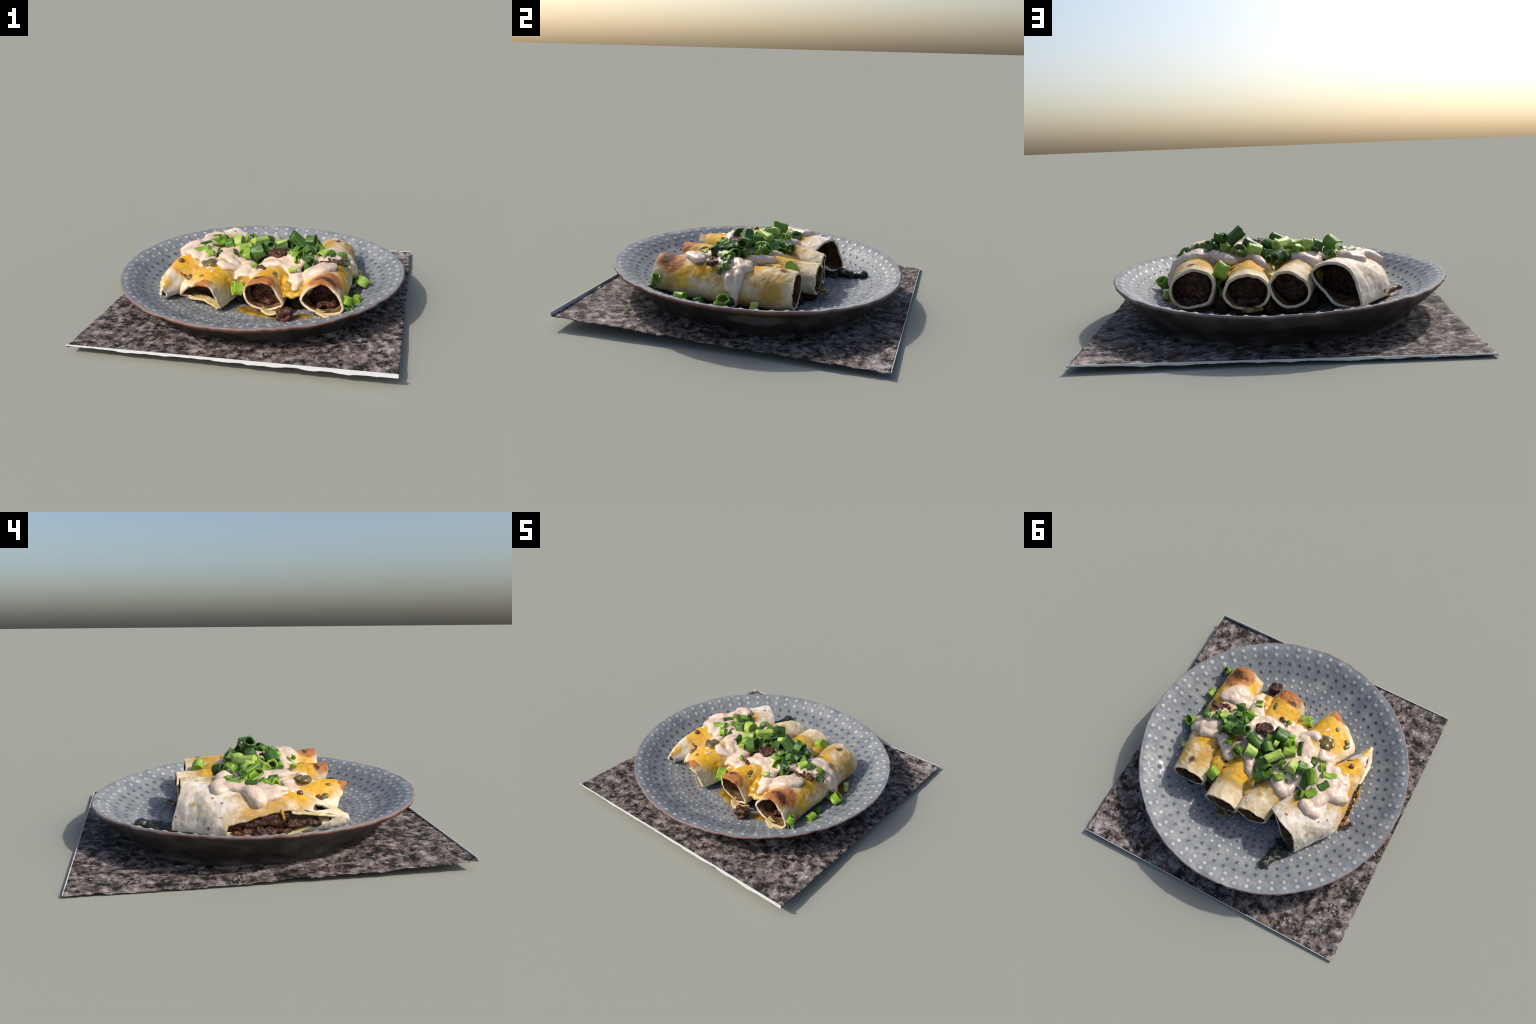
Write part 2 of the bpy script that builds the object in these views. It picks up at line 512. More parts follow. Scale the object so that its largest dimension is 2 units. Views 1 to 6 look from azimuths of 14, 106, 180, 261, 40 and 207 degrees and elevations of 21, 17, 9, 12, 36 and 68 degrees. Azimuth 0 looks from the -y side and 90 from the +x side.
def meat_material():
    b = NB("browned_ground_meat", .52, Specular_IOR_Level=.3)
    v = b.voro(46, "Distance", b.warp(30, .02))
    c = b.ramp(b.noise(30, 4, .65), [(.3, (.024, .010, .006)), (.5, (.075, .028, .016)), (.68, (.19, .072, .042))])
    c = b.mix(b.maprange(v, .55, .8), c, (.02, .01, .008))
    b.bump(b.math("SUBTRACT", b.noise(70, 4), v), .6, .012)
    return b.color(c)

def darkened_inside_material():
    b = NB("dark_brown_tortilla_inside", .5, Specular_IOR_Level=.2)
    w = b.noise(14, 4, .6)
    return b.color(b.ramp(w, [(.32, (.07, .030, .014)), (.5, (.17, .085, .035)), (.68, (.36, .24, .13))]))  # mottled dark brown on the inner side of the tortilla
DARKENED_INSIDE = darkened_inside_material()

def solid_core(name, stations, inset, t0, t1, seed, parent, mat, rough=.012, fine=.007):
    nu, nv = 96, 90
    R = loft(stations, nu, nv, inset, t0, t1, rough, seed, fine)
    vs = [p for r in R for p in r]
    fs = ring_faces(nu, nv + 1)
    for ring, base in ((R[0], 0), (R[-1], nv * nu)):
        c = sum(ring, Vector()) / nu
        prev = base
        for q in (.75, .5, .25):                      # lumpy end caps
            st0 = len(vs)
            for i, p in enumerate(ring):
                v = c + (p - c) * q
                v = v + Vector((0, 1, 0)) * (.03 * fbm(v, 16, seed + 3) + (.014 if base else -.014) * (1 - q))
                vs.append(v)
            for i in range(nu):
                f = (prev + i, prev + (i + 1) % nu, st0 + (i + 1) % nu, st0 + i)
                fs.append(f if base == 0 else f[::-1])
            prev = st0
        vs.append(c + Vector((0, .02 if base else -.02, 0)))
        for i in range(nu):
            f = (prev + i, prev + (i + 1) % nu, len(vs) - 1)
            fs.append(f if base == 0 else f[::-1])
    me = mesh(name, vs, fs)
    bm = bmesh.new(); bm.from_mesh(me)
    bmesh.ops.recalc_face_normals(bm, faces=bm.faces); bm.to_mesh(me); bm.free()
    return link(name, me, [mat], parent)

def left_open(p):
    """True where the left roll's wall has split and shows its filling."""
    if p.x > np.interp(p.y, [-.25, -.10], [-.565, -.47]):      # outer wall only
        return False
    n = .010 * fbm(p, 22, 4)
    y = p.y + n
    top = np.interp(y, [-.37, -.25, -.10, .20, .225], [.215, .240, .258, .190, .145])
    low = np.interp(y, [-.37, -.20, .20], [.195, .150, .136])
    if -.345 < y < .215 and low + n < p.z < top + n:
        return True
    top2 = np.interp(y, [-.39, -.36, -.27, -.24], [.252, .268, .282, .262])
    return p.x < -.585 and -.365 < y < -.25 and .250 + n < p.z < top2 + n

def build_roll(stations, mat, meat, parent, seed, opening=None, thick=.017, t=(.06, .90), inset=.13):
    nu, nv = 144, 170
    R = loft(stations, nu, nv, 0, 0, 1, .0070, seed, .0022)
    vs = [p for r in R for p in r]
    fs = ring_faces(nu, nv + 1)
    # ragged lips
    for j, sg in ((0, 1), (nv, -1)):
        for i in range(nu):
            d = .008 * fbm(vs[j * nu + i], 15, seed + 2, 2)
            for k in range(16):
                vs[(j + sg * k) * nu + i].y += d * (1 - k / 16)
    if opening:
        fs = [f for f in fs if not opening((vs[f[0]] + vs[f[2]]) / 2)]
    me = mesh("tortilla", vs, fs)
    bm = bmesh.new(); bm.from_mesh(me)
    bmesh.ops.delete(bm, geom=[v for v in bm.verts if not v.link_faces], context="VERTS")
    bmesh.ops.recalc_face_normals(bm, faces=bm.faces)
    if opening:                                       # soften the torn edge
        for _ in range(5):
            mv = {}
            for v in bm.verts:
                if v.is_boundary and v.co.x < -.45 and -.40 < v.co.y < .24 and v.co.z < .3:
                    nb = [e.other_vert(v).co for e in v.link_edges if e.is_boundary]
                    if len(nb) == 2:
                        mv[v] = v.co * .5 + (nb[0] + nb[1]) * .25
            for v, c in mv.items():
                v.co = c
    bm.to_mesh(me); bm.free()
    ob = link("tortilla", me, [mat, DARKENED_INSIDE], parent)
    # make sure normals look outward, then thicken inward
    c = sum((v.co for v in me.vertices), Vector()) / len(me.vertices)
    if sum((p.normal.x * (p.center.x - c.x) + p.normal.z * (p.center.z - c.z)) for p in me.polygons) < 0:
        me.flip_normals()
    bvh = BVHTree.FromPolygons([v.co for v in me.vertices], [list(p.vertices) for p in me.polygons])
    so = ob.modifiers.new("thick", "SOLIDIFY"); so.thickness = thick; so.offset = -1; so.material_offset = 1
    sm = ob.modifiers.new("soft", "SMOOTH"); sm.factor = .5; sm.iterations = 2
    bake(ob).data.shade_smooth()
    solid_core("meat_filling", stations, inset, t[0], t[1], seed + 40, ob, meat)
    return ob, bvh

# ------------------------------------------------------------------ build the dish
build_slab()
build_plate()

serving = empty("enchilada_serving", (0, 0, .12))
serving["label"] = "four baked rolled enchiladas with creamy sauce, cheese and scallions"
serving["category"] = "enchiladas"
class Group:
    """Parents without moving: parts are modelled in world coordinates."""
INV = Matrix.Translation((0, 0, -.12))
def adopt(ob):
    ob.parent = serving
    ob.matrix_parent_inverse = INV
    return ob

MEAT = meat_material()
W = 1.6
mat_r = tortilla_material("tortilla_right",
    cheese=[(.59, -.30, .30, .05, (1, .8, 2)), (.56, -.20, .35, .06), (.40, -.42, .30, .05), (.47, .10, .37, .05)],
    toast=[(.49, -.46, .385, .105, (1.2, .75, .8)), (.54, -.40, .36, .075)],
    char=[(.530, -.445, .362, .042, (1.4, .8, 1)), (.47, -.44, .378, .03, (1.5, .6, 1)), (.48, .285, .365, .028)], specks=[],
    gold=[(.50, .24, .35, .12, (1.1, .8, 1)), (.6, .05, .28, .12), (.61, -.15, .27, .12), (.60, .24, .24, .07), (.60, -.38, .27, .08), (.42, .16, .33, .09)])
mat_ir = tortilla_material("tortilla_inner_right",
    cheese=[(.16, -.36, .34, .085), (.03, -.36, .30, .06), (.21, -.38, .28, .06), (.22, .12, .33, .09), (.13, .2, .32, .06)],
    toast=[(.105, -.475, .355, .10, (1.15, .68, 1))],
    char=[(.065, -.425, .345, .030, (1.6, .7, 1)), (.10, .18, .34, .03)], specks=[],
    gold=[(.20, .22, .31, .11), (.201, .314, .325, .028), (.10, .25, .30, .07), (.17, -.32, .3, .13)])
mat_il = tortilla_material("tortilla_inner_left",
    cheese=[(-.24, -.40, .32, .085), (-.17, -.38, .27, .05), (-.33, -.38, .28, .06), (-.36, -.30, .29, .05)],
    toast=[(-.285, -.51, .312, .065, (1.3, .6, 1))],
    char=[], specks=[(-.3, -.5, .31, .006), (-.26, -.5, .313, .005)],
    gold=[(-.053, .282, .335, .026), (-.04, .2, .33, .06), (-.15, .22, .31, .06), (-.22, -.33, .3, .13)])
mat_l = tortilla_material("tortilla_left",
    cheese=[(-.50, -.20, .325, .085), (-.44, -.25, .30, .08), (-.545, -.40, .25, .04), (-.40, -.20, .31, .06)],
    toast=[], char=[],
    specks=[(-.237, .242, .35, .008), (-.279, .336, .365, .012), (-.443, .303, .32, .008), (-.533, .224, .29, .010), (-.527, .356, .21, .008),
            (-.586, .287, .2, .009), (-.59, .235, .23, .006), (-.425, .460, .2, .009), (-.44, .45, .26, .007), (-.532, .323, .26, .008),
            (-.49, .27, .31, .008), (-.23, .29, .345, .008), (-.42, .44, .165, .009), (-.57, .30, .17, .010), (-.48, .40, .25, .007),
            (-.41, .44, .24, .009), (-.61, .16, .2, .007)], tint=(1.02, 1.10, 1.32),
    gold=[(-.53, .13, .30, .055), (-.55, -.10, .29, .13), (-.61, .10, .2, .10), (-.30, .22, .35, .05), (-.46, .38, .28, .02)])

rolls, bvhs = [], []
for S, m, seed, op, tt, ins in ((ROLL_RIGHT, mat_r, 1, None, (.18, .80), .12),
                               (ROLL_INNER_RIGHT, mat_ir, 2, None, (.17, .88), .12),
                               (ROLL_INNER_LEFT, mat_il, 3, None, (.22, .79), .14),
                               (ROLL_LEFT, mat_l, 4, left_open, (.28, .70), .13)):
    ob, bv = build_roll(S, m, MEAT, None, seed, op, t=tt, inset=ins)
    ob.name = "enchilada"
    adopt(ob)
    rolls.append(ob); bvhs.append(bv)

def top_z(x, y):
    best = plate_floor(x, y)
    for bv in bvhs:
        h = bv.ray_cast(Vector((x, y, 1)), Vector((0, 0, -1)))
        if h[0] is not None:
            best = max(best, h[0].z)
    return best

def drape_z(x, y, bridge=.055):
    """Height a thick liquid settles at: over the rolls, sagging only a little between them."""
    z = top_z(x, y)
    q = [top_z(x + bridge * math.cos(a), y + bridge * math.sin(a)) for a in (0, 2.09, 4.19)]
    return max(z, .55 * z + .45 * max(q) - .012)

# ------------------------------------------------------------------ poured things: sauce and cheese
def roughen(me, amp, scale, seed):
    """Push vertices along their normals by noise."""
    moved = [v.co + v.normal * (amp * fbm(v.co, scale, seed, 3)) for v in me.vertices]
    me.vertices.foreach_set("co", [c for v in moved for c in v])
    me.update()

def poured(name, strokes, mat, voxel=.0075, squash=.62, seed=0, noise_amp=.003, smooth=6):
    """Strokes of blobs laid over the rolls, fused into one skin."""
    L3 = []
    for s in strokes:
        pts, r0 = s[0], s[1]
        sq = s[2] if len(s) > 2 else squash
        pts = [p if len(p) > 2 else (p[0], p[1], drape_z(*p)) for p in pts]
        for a in range(len(pts)):
            p, q = pts[a], pts[min(a + 1, len(pts) - 1)]
            L = math.dist(p, q)
            n = max(1, int(L / (r0 * .45)))
            for k in range(n):
                t = k / n
                v = [p[i] + (q[i] - p[i]) * t for i in range(len(p))]
                r = r0 * (1 + .18 * nz((v[0], v[1], 0), 20, seed))
                z = v[2] if len(s) > 3 or abs(q[2] - p[2]) > .035 else max(v[2], drape_z(v[0], v[1])) if v[2] > .30 else v[2]
                L3.append((v[0], v[1], z, r, r, r * sq))
    me = balls(name, L3)
    ob = link(name, me, [mat])
    r = ob.modifiers.new("fuse", "REMESH"); r.mode = "VOXEL"; r.voxel_size = voxel
    s = ob.modifiers.new("settle", "SMOOTH"); s.iterations = smooth; s.factor = .5
    bake(ob)
    roughen(ob.data, noise_amp, 20, seed)
    ob.data.shade_smooth()
    return ob

def sauce_material():
    b = NB("pink_cream_sauce", .30, Subsurface_Weight=.08, Subsurface_Scale=.02)
    c = b.ramp(b.noise(12, 3), [(.3, (.58, .43, .32)), (.6, (.67, .52, .41)), (.8, (.72, .59, .47))])
    c = b.mix(b.maprange(b.voro(28, "Distance", b.warp(20, .05)), .055, .03), c, (.22, .13, .09))
    b.bump(b.noise(55, 3), .15, .006)
    return b.color(c)

SAUCE = [
    # right roll: mound at the front, thick band pouring down the outer wall
    ([(.50, -.25), (.455, -.315), (.40, -.325), (.335, -.305), (.29, -.27)], .048),
    ([(.455, -.265), (.37, -.265), (.30, -.245)], .046),
    ([(.30, -.33, .315), (.30, -.40, .275)], .034),
    ([(.34, -.31), (.315, -.36, .31)], .036),
    ([(.245, -.215), (.22, -.18), (.26, -.16)], .040),
    ([(.43, -.06), (.47, .0), (.53, .03), (.575, .035, .32), (.612, .03, .26), (.622, .02, .20), (.618, .005, .165)], .036, 1.0),
    ([(.40, .02), (.45, .05), (.51, .065), (.56, -.02), (.595, -.02, .31), (.615, -.01, .25)], .036, .85),
    ([(.385, .06), (.34, .10), (.29, .125)], .030),
    ([(.52, -.06), (.48, -.06), (.40, -.05)], .038),
    ([(.37, .04, .365), (.32, .085, .350), (.275, .13, .340)], .045, .7),
    ([(.345, -.13, .372), (.30, -.05, .382), (.25, -.12, .382), (.30, -.17, .365)], .055, .6),
    # inner right roll
    ([(.20, -.21), (.15, -.22), (.09, -.215), (.04, -.24), (-.005, -.255)], .040),
    ([(.03, -.28), (.005, -.30)], .036),
    ([(.17, -.19), (.20, -.14)], .034),
    ([(.165, .075), (.125, .105), (.105, .15), (.06, .18)], .038, .85),
    ([(.14, .06), (.16, .03)], .04),
    # inner left roll
    ([(-.09, -.22), (-.14, -.26), (-.18, -.285), (-.21, -.27)], .036),
    ([(-.13, -.22), (-.17, -.20), (-.20, -.13), (-.19, -.06)], .036),
    ([(-.10, -.26, .30), (-.10, -.30, .275)], .026),
    ([(-.33, -.17), (-.37, -.165), (-.36, -.20)], .036),
    ([(-.30, -.16), (-.29, -.20)], .030),
    ([(-.105, .15), (-.15, .185), (-.19, .19), (-.21, .14)], .043, .8),
    ([(-.235, -.345), (-.25, -.37)], .014),
    ([(-.265, -.30), (-.285, -.325), (-.30, -.30)], .014),
    ([(.0, .0), (-.08, -.02), (-.15, -.04), (-.12, .06)], .046),
    # left roll: two hanging lobes and a band along the ridge
    ([(-.36, .215), (-.40, .235), (-.445, .228)], .046, .8),
    ([(-.40, .19), (-.435, .13), (-.47, .07)], .046),
    ([(-.485, .07), (-.53, .045), (-.56, .04)], .050, .85),
    ([(-.50, .02), (-.535, -.02), (-.52, -.06)], .044),
    ([(-.44, .02), (-.46, -.06), (-.43, -.11)], .044),
    ([(-.52, -.09), (-.515, -.12)], .018),
    ([(-.38, .08), (-.40, -.02), (-.38, -.10)], .042),
    ([(-.31, .05), (-.33, -.05)], .04),
    # the thin sheet under the scallions
    ([(.46, -.10), (.36, -.08), (.28, -.06), (.20, -.05), (.10, -.06), (.02, -.06), (-.08, -.05), (-.16, -.04), (-.26, -.04), (-.34, -.03)], .062, .42),
    ([(.36, .0), (.28, .04), (.18, .03), (.08, .05), (-.02, .05), (-.10, .09), (-.20, .06), (-.30, .08)], .055, .42),
    ([(.27, -.14), (.20, -.15), (.10, -.16), (.0, -.16), (-.10, -.16), (-.20, -.14)], .060, .42),
    ([(.24, -.25, .34), (.285, -.30, .325)], .045, .5),
    ([(.27, -.19, .345), (.27, -.26, .325), (.275, -.33, .30)], .05, .6),
    ([(-.06, -.15, .32), (-.055, -.22, .31), (-.05, -.28, .29)], .05, .6),
    ([(-.45, .06), (-.50, .0), (-.46, -.06)], .055, .45),
]
sauce = adopt(poured("cream_sauce", SAUCE, sauce_material(), seed=3, noise_amp=.005))

def cheese_material():
    b = NB("melted_cheese", .30, Coat_Weight=.2)
    c = b.ramp(b.noise(16, 4, .6), [(.33, (.15, .065, .012)), (.46, (.44, .23, .02)), (.57, (.60, .35, .018)), (.75, (.60, .46, .14))])
    b.bump(b.noise(50, 4), .35, .006)
    return b.color(c)

CHEESE = [
    ([(.29, -.43, .235), (.27, -.40, .25), (.25, -.37, .265)], .030),
    ([(.32, -.42, .245), (.335, -.38, .265)], .028),
    ([(.24, -.44, .235), (.235, -.40, .26)], .022),
    ([(.32, -.10, .30), (.32, .0, .305), (.325, .10, .315), (.325, .20, .305), (.315, .26, .285)], .050, .6),
    ([(.27, .12), (.22, .16), (.25, .20)], .028, .4),
    ([(.02, -.10, .29), (.03, .02, .30), (.035, .12, .31), (.045, .2, .295), (.05, .28, .27)], .045, .6),
    ([(-.07, -.32, .24), (-.08, -.25, .27), (-.06, -.15, .28)], .038, .6),
    ([(-.24, .05, .28), (-.23, .13, .27), (-.2, .2, .25)], .040, .5),
    ([(-.36, -.28, .26), (-.33, -.18, .28), (-.29, -.06, .285)], .040, .5),
    ([(.01, -.33, .26), (.0, -.30, .27)], .03, .7),
    ([(-.600, -.080, .256), (-.606, -.086, .235), (-.606, -.090, .212)], .011, 1.2),
    ([(.25, -.40, .275), (.24, -.30, .305)], .040, .7),
    ([(.285, -.36, .285), (.28, -.28, .31)], .040, .7),
    ([(-.055, -.36, .225), (-.06, -.30, .270), (-.055, -.22, .290)], .048, .8),
    ([(-.05, -.33, .26), (-.02, -.30, .285)], .03, .7),
]
adopt(poured("melted_cheese", CHEESE, cheese_material(), seed=8, noise_amp=.005))

b = NB("near_black_gap_shadow", .7, Specular_IOR_Level=.15)
GAP_SHADOW_MAT = b.color(b.ramp(b.noise(16, 4, .6), [(.3, (.010, .006, .004)), (.5, (.026, .013, .007)), (.7, (.08, .04, .013))]))  # black shadow between and under the rolls, modelled as near-black mounds
GAP_SHADOW_FILL = [
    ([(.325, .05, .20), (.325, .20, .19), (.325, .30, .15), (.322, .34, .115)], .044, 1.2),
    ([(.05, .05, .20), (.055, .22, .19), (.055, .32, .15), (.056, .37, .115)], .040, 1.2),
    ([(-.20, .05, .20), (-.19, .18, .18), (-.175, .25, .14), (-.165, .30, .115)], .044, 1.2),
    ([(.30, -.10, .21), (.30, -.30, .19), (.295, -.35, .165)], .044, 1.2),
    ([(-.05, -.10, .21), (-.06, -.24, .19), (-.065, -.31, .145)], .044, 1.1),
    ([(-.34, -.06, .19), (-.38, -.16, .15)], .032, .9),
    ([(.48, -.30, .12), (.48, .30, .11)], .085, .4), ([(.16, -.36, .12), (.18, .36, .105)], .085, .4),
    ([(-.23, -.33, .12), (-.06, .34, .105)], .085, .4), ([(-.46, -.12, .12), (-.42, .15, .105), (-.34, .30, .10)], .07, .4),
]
adopt(poured("gap_shadow_fill", GAP_SHADOW_FILL, GAP_SHADOW_MAT, voxel=.010, seed=21, noise_amp=.006))

# ------------------------------------------------------------------ lumps of meat, peppers, beans
def lump(name, parts, mat, voxel=.006, amp=.008, scale=38, seed=0, smooth=1):
    me = balls(name, [(x, y, z, r * sx, r * sy, r * sz) for x, y, z, r, sx, sy, sz in parts])
    ob = link(name, me, [mat])
    r = ob.modifiers.new("fuse", "REMESH"); r.mode = "VOXEL"; r.voxel_size = voxel
    s = ob.modifiers.new("settle", "SMOOTH"); s.iterations = smooth
    bake(ob)
    roughen(ob.data, amp, scale, seed)
    ob.data.shade_smooth()
    return adopt(ob)

def crumbs(c, R, n, r, seed, flat=.6):
    rr = random.Random(seed)
    out = []
    for k in range(n):
        a, q = rr.uniform(0, 6.28), math.sqrt(rr.random())
        out.append((c[0] + R[0] * q * math.cos(a), c[1] + R[1] * q * math.sin(a), c[2] + R[2] * rr.uniform(-1, 1),
                    r * rr.uniform(.7, 1.25), rr.uniform(.8, 1.2), rr.uniform(.8, 1.2), flat * rr.uniform(.8, 1.3)))
    return out

lump("meat_crumb", crumbs((.258, -.552, .172), (.036, .032, .028), 34, .022, 3, .9) , MEAT, seed=4)
lump("meat_crumb", crumbs((.140, -.135, .395), (.065, .035, .014), 26, .019, 5, .8), MEAT, seed=7)
lump("meat_crumb", crumbs((.49, -.155, .368), (.075, .032, .006), 26, .016, 8, .6), MEAT, seed=9)
lump("meat_crumb", [(-.514, -.196, .322, .021, 1, 1, .9)], NB("glossy_brown_bean", .25).color((.16, .055, .028)), amp=.001, seed=1)

# filling spilling in the mouths and along the split roll
for c, R, n, sd in (((.475, .30, .150), (.07, .035, .010), 22, 51), ((.180, .36, .148), (.07, .03, .010), 22, 52),
                    ((-.600, .02, .142), (.018, .14, .012), 34, 55), ((-.600, -.22, .185), (.012, .10, .012), 20, 56),
                    ((.50, -.40, .190), (.06, .03, .008), 14, 57), ((.13, -.35, .155), (.06, .03, .008), 14, 58)):
    lump("meat_crumb", crumbs(c, R, n, .021, sd, .9), MEAT, seed=sd)

b_ol = NB("olive_pepper", .25, Coat_Weight=.3)
OLIVE = b_ol.color(b_ol.ramp(b_ol.noise(28, 3), [(.3, (.075, .050, .010)), (.6, (.17, .12, .022)), (.8, (.26, .20, .05))]))
lump("pepper_bit", [(.158, -.352, .337, .030, .8, 1.25, .5)], OLIVE, amp=.003, seed=2)
lump("pepper_bit", [(.175, -.375, .330, .016, .8, 1.2, .5)], OLIVE, amp=.003, seed=3)
lump("pepper_bit", crumbs((-.275, -.275, .346), (.055, .040, .006), 16, .026, 11, .5), OLIVE, amp=.004, seed=5)
lump("pepper_bit", [(-.300, -.405, .312, .020, 1, 1.1, .5)], OLIVE, amp=.002, seed=6)
lump("pepper_bit", crumbs((-.405, -.345, .268), (.02, .025, .010), 5, .018, 13, .6), OLIVE, amp=.003, seed=6)
lump("pepper_bit", crumbs((.51, -.235, .352), (.03, .02, .008), 5, .017, 14, .6), OLIVE, amp=.003, seed=16)
lump("pepper_bit", crumbs((.165, .47, .128), (.065, .035, .008), 9, .020, 15, .55), OLIVE, amp=.003, seed=17)
lump("pepper_bit", crumbs((.07, -.275, .352), (.035, .01, .004), 5, .014, 16, .5), MEAT, amp=.003, seed=18)
b_dk = NB("dark_roasted_pepper", .38)
DARK = b_dk.color(b_dk.ramp(b_dk.noise(22, 3), [(.35, (.008, .009, .006)), (.58, (.022, .030, .013)), (.74, (.13, .05, .02))]))
def strip(pts, n=26):
    """Overlapping blobs along a path of (x, y, z, radius, flatness)."""
    P = [np.array(p) for p in pts]
    out = []
    for k in range(n + 1):
        q = catmull(P, k / n * (len(P) - 1))
        out.append((q[0], q[1], q[2], q[3], 1, 1, q[4]))
    return out
PEPPER = [(-.37, .43, .100, .060, .35), (-.340, .50, .108, .058, .45), (-.312, .55, .116, .050, .5), (-.298, .59, .124, .040, .6), (-.288, .625, .132, .036, .65), (-.280, .652, .138, .034, .65)]
lump("roasted_pepper_strip", strip(PEPPER, 18) + crumbs((-.33, .47, .095), (.06, .06, .004), 12, .022, 31, .5), DARK, amp=.015, scale=20, seed=3)
lump("roasted_pepper_strip", [(-.59, -.345, .18, .026, .6, 1, 1.2), (-.585, -.31, .165, .022, .6, 1, 1)], DARK, amp=.004, seed=5)
b_or = NB("browned_pepper_strip", .35)
ORANGE = b_or.color(b_or.ramp(b_or.noise(30, 3), [(.3, (.05, .018, .006)), (.5, (.20, .075, .022)), (.7, (.40, .20, .07))]))
lump("browned_pepper_strip", strip([(-.60, .165, .140, .024, .9), (-.63, .155, .142, .019, .9), (-.66, .14, .146, .015, 1), (-.685, .128, .152, .016, 1)], 14), ORANGE, amp=.006, scale=40, seed=6)

# folded lower flap of the split left roll
b_fl = NB("soaked_tortilla_flap", .4)
FLAP = b_fl.color(b_fl.ramp(b_fl.noise(22, 4), [(.3, (.42, .27, .07)), (.5, (.56, .43, .20)), (.7, (.63, .53, .33))]))
def flap(path, width, thick, seed, ragged=.5):
    vs, fs = [], []
    N, Mw = 40, 6
    P = [Vector(p) for p in path]
    for i in range(N + 1):
        t = i / N * (len(P) - 1)
        p = catmull(P, t)
        wv = catmull([Vector(w) for w in width], i / N * (len(width) - 1))
        for j in range(Mw + 1):
            s2 = j / Mw - .5
            rag = (1 + ragged * fbm(p, 24, seed + 9)) if s2 < 0 else 1
            q = p + wv * (s2 * rag) + Vector((0, 0, .005 * fbm(p + wv * s2, 14, seed, 2)))
            vs.append(q)
    fs = [(i * (Mw + 1) + j, (i + 1) * (Mw + 1) + j, (i + 1) * (Mw + 1) + j + 1, i * (Mw + 1) + j + 1) for i in range(N) for j in range(Mw)]
    ob = link("tortilla_flap", mesh("tortilla_flap", vs, fs), [FLAP])
    s = ob.modifiers.new("thick", "SOLIDIFY"); s.thickness = thick; s.offset = 0
    sb = ob.modifiers.new("round", "SUBSURF"); sb.levels = 1
    bake(ob).data.shade_smooth()
    return adopt(ob)
flap([(-.585, .215, .130), (-.600, .10, .122), (-.603, -.05, .128), (-.598, -.16, .145), (-.592, -.26, .182), (-.585, -.34, .206)],
     [(.04, 0, .008), (.05, 0, .006), (.04, 0, .014), (.035, 0, .024), (.03, 0, .03)], .011, 2)
flap([(-.600, -.13, .250), (-.604, -.22, .238), (-.598, -.30, .228), (-.580, -.375, .212)], [(.035, 0, .012), (.05, 0, .012), (.045, 0, .010)], .011, 5)
# lower tongues of tortilla lying in the open front ends
flap([(.10, -.46, .148), (.16, -.50, .140), (.21, -.50, .150), (.24, -.48, .17)], [(.0, .06, .0), (.01, .06, .0), (.03, .04, .0)], .014, 7, .12)
flap([(.45, -.50, .180), (.52, -.525, .172), (.58, -.52, .178), (.61, -.50, .20)], [(.0, .06, .0), (.01, .07, .0), (.02, .04, .0)], .014, 8, .12)
flap([(-.40, -.38, .152), (-.30, -.40, .158), (-.22, -.45, .150), (-.17, -.48, .132)], [(.0, .06, .01), (.01, .06, .01), (.02, .03, .01)], .014, 9, .12)

# oily juice pooled on the plate
def puddle(c, rx, ry, seed, ang=0.0):
    vs, fs = [], []
    K, N = 10, 60
    for k in range(K + 1):
        for i in range(N):
            th = 2 * math.pi * i / N
            q = k / K * (1 + .28 * fbm((math.cos(th), math.sin(th), seed), 1.6, seed))
            ex, ey = rx * q * math.cos(th), ry * q * math.sin(th)
            x = c[0] + ex * math.cos(ang) - ey * math.sin(ang)
            y = c[1] + ex * math.sin(ang) + ey * math.cos(ang)
            vs.append((x, y, plate_floor(x, y) + .0065 * math.sqrt(max(0, 1 - (k / K) ** 2)) + .001))
    for k in range(K):
        for i in range(N):
            a, b2 = k * N + i, k * N + (i + 1) % N
            fs.append((a, a + N, b2 + N, b2))
    b = NB("oily_juice", .25)
    m = b.color(b.ramp(b.noise(20, 3), [(.3, (.16, .080, .018)), (.55, (.30, .17, .020)), (.75, (.42, .26, .03))]))
    return adopt(link("juice_puddle", mesh("juice_puddle", vs, fs), [m]))
puddle((.11, -.465, 0), .135, .040, 2, -.25)
puddle((.36, -.47, 0), .07, .04, 5, .1)
puddle((-.02, -.40, 0), .07, .05, 9, .4)
puddle((-.60, .0, 0), .05, .20, 4)
puddle((.60, .12, 0), .05, .10, 6)

# ------------------------------------------------------------------ scallions
def scallion_mats():
    out = {}
    table = {"dark": ((.020, .058, .006), (.055, .135, .012), (.12, .21, .025)),
             "mid": ((.052, .130, .008), (.125, .250, .016), (.22, .34, .045)),
             "bright": ((.135, .260, .012), (.270, .420, .030), (.36, .48, .09)),
             "pale": ((.270, .390, .045), (.460, .560, .140), (.50, .56, .22))}
    for k, (a, c, rim) in table.items():
        b = NB("scallion_" + k, .45, Specular_IOR_Level=.45)
        mp = b.new("ShaderNodeMapping")
        b.put(mp.inputs["Vector"], b.co)
        mp.inputs["Scale"].default_value = (9, 9, 1.2)
        f = b.noise(2.2, 4, .6, mp.outputs[0])
        oi = b.new("ShaderNodeObjectInfo").outputs["Random"]
        f = b.math("ADD", b.math("MULTIPLY", f, .75), b.math("MULTIPLY", oi, .25))
        b.bump(f, .15, .004)
        outer = b.color(b.ramp(f, [(.30, tuple(.55 * x for x in a)), (.45, a), (.68, c)]))
        b2 = NB("scallion_cut_" + k, .35)
        inner = b2.color(b2.mix(b2.noise(2.5, 3), rim, tuple(.55 * x + .45 * y for x, y in zip(a, rim))))
        out[k] = (outer, inner)
    return out
SM = scallion_mats()

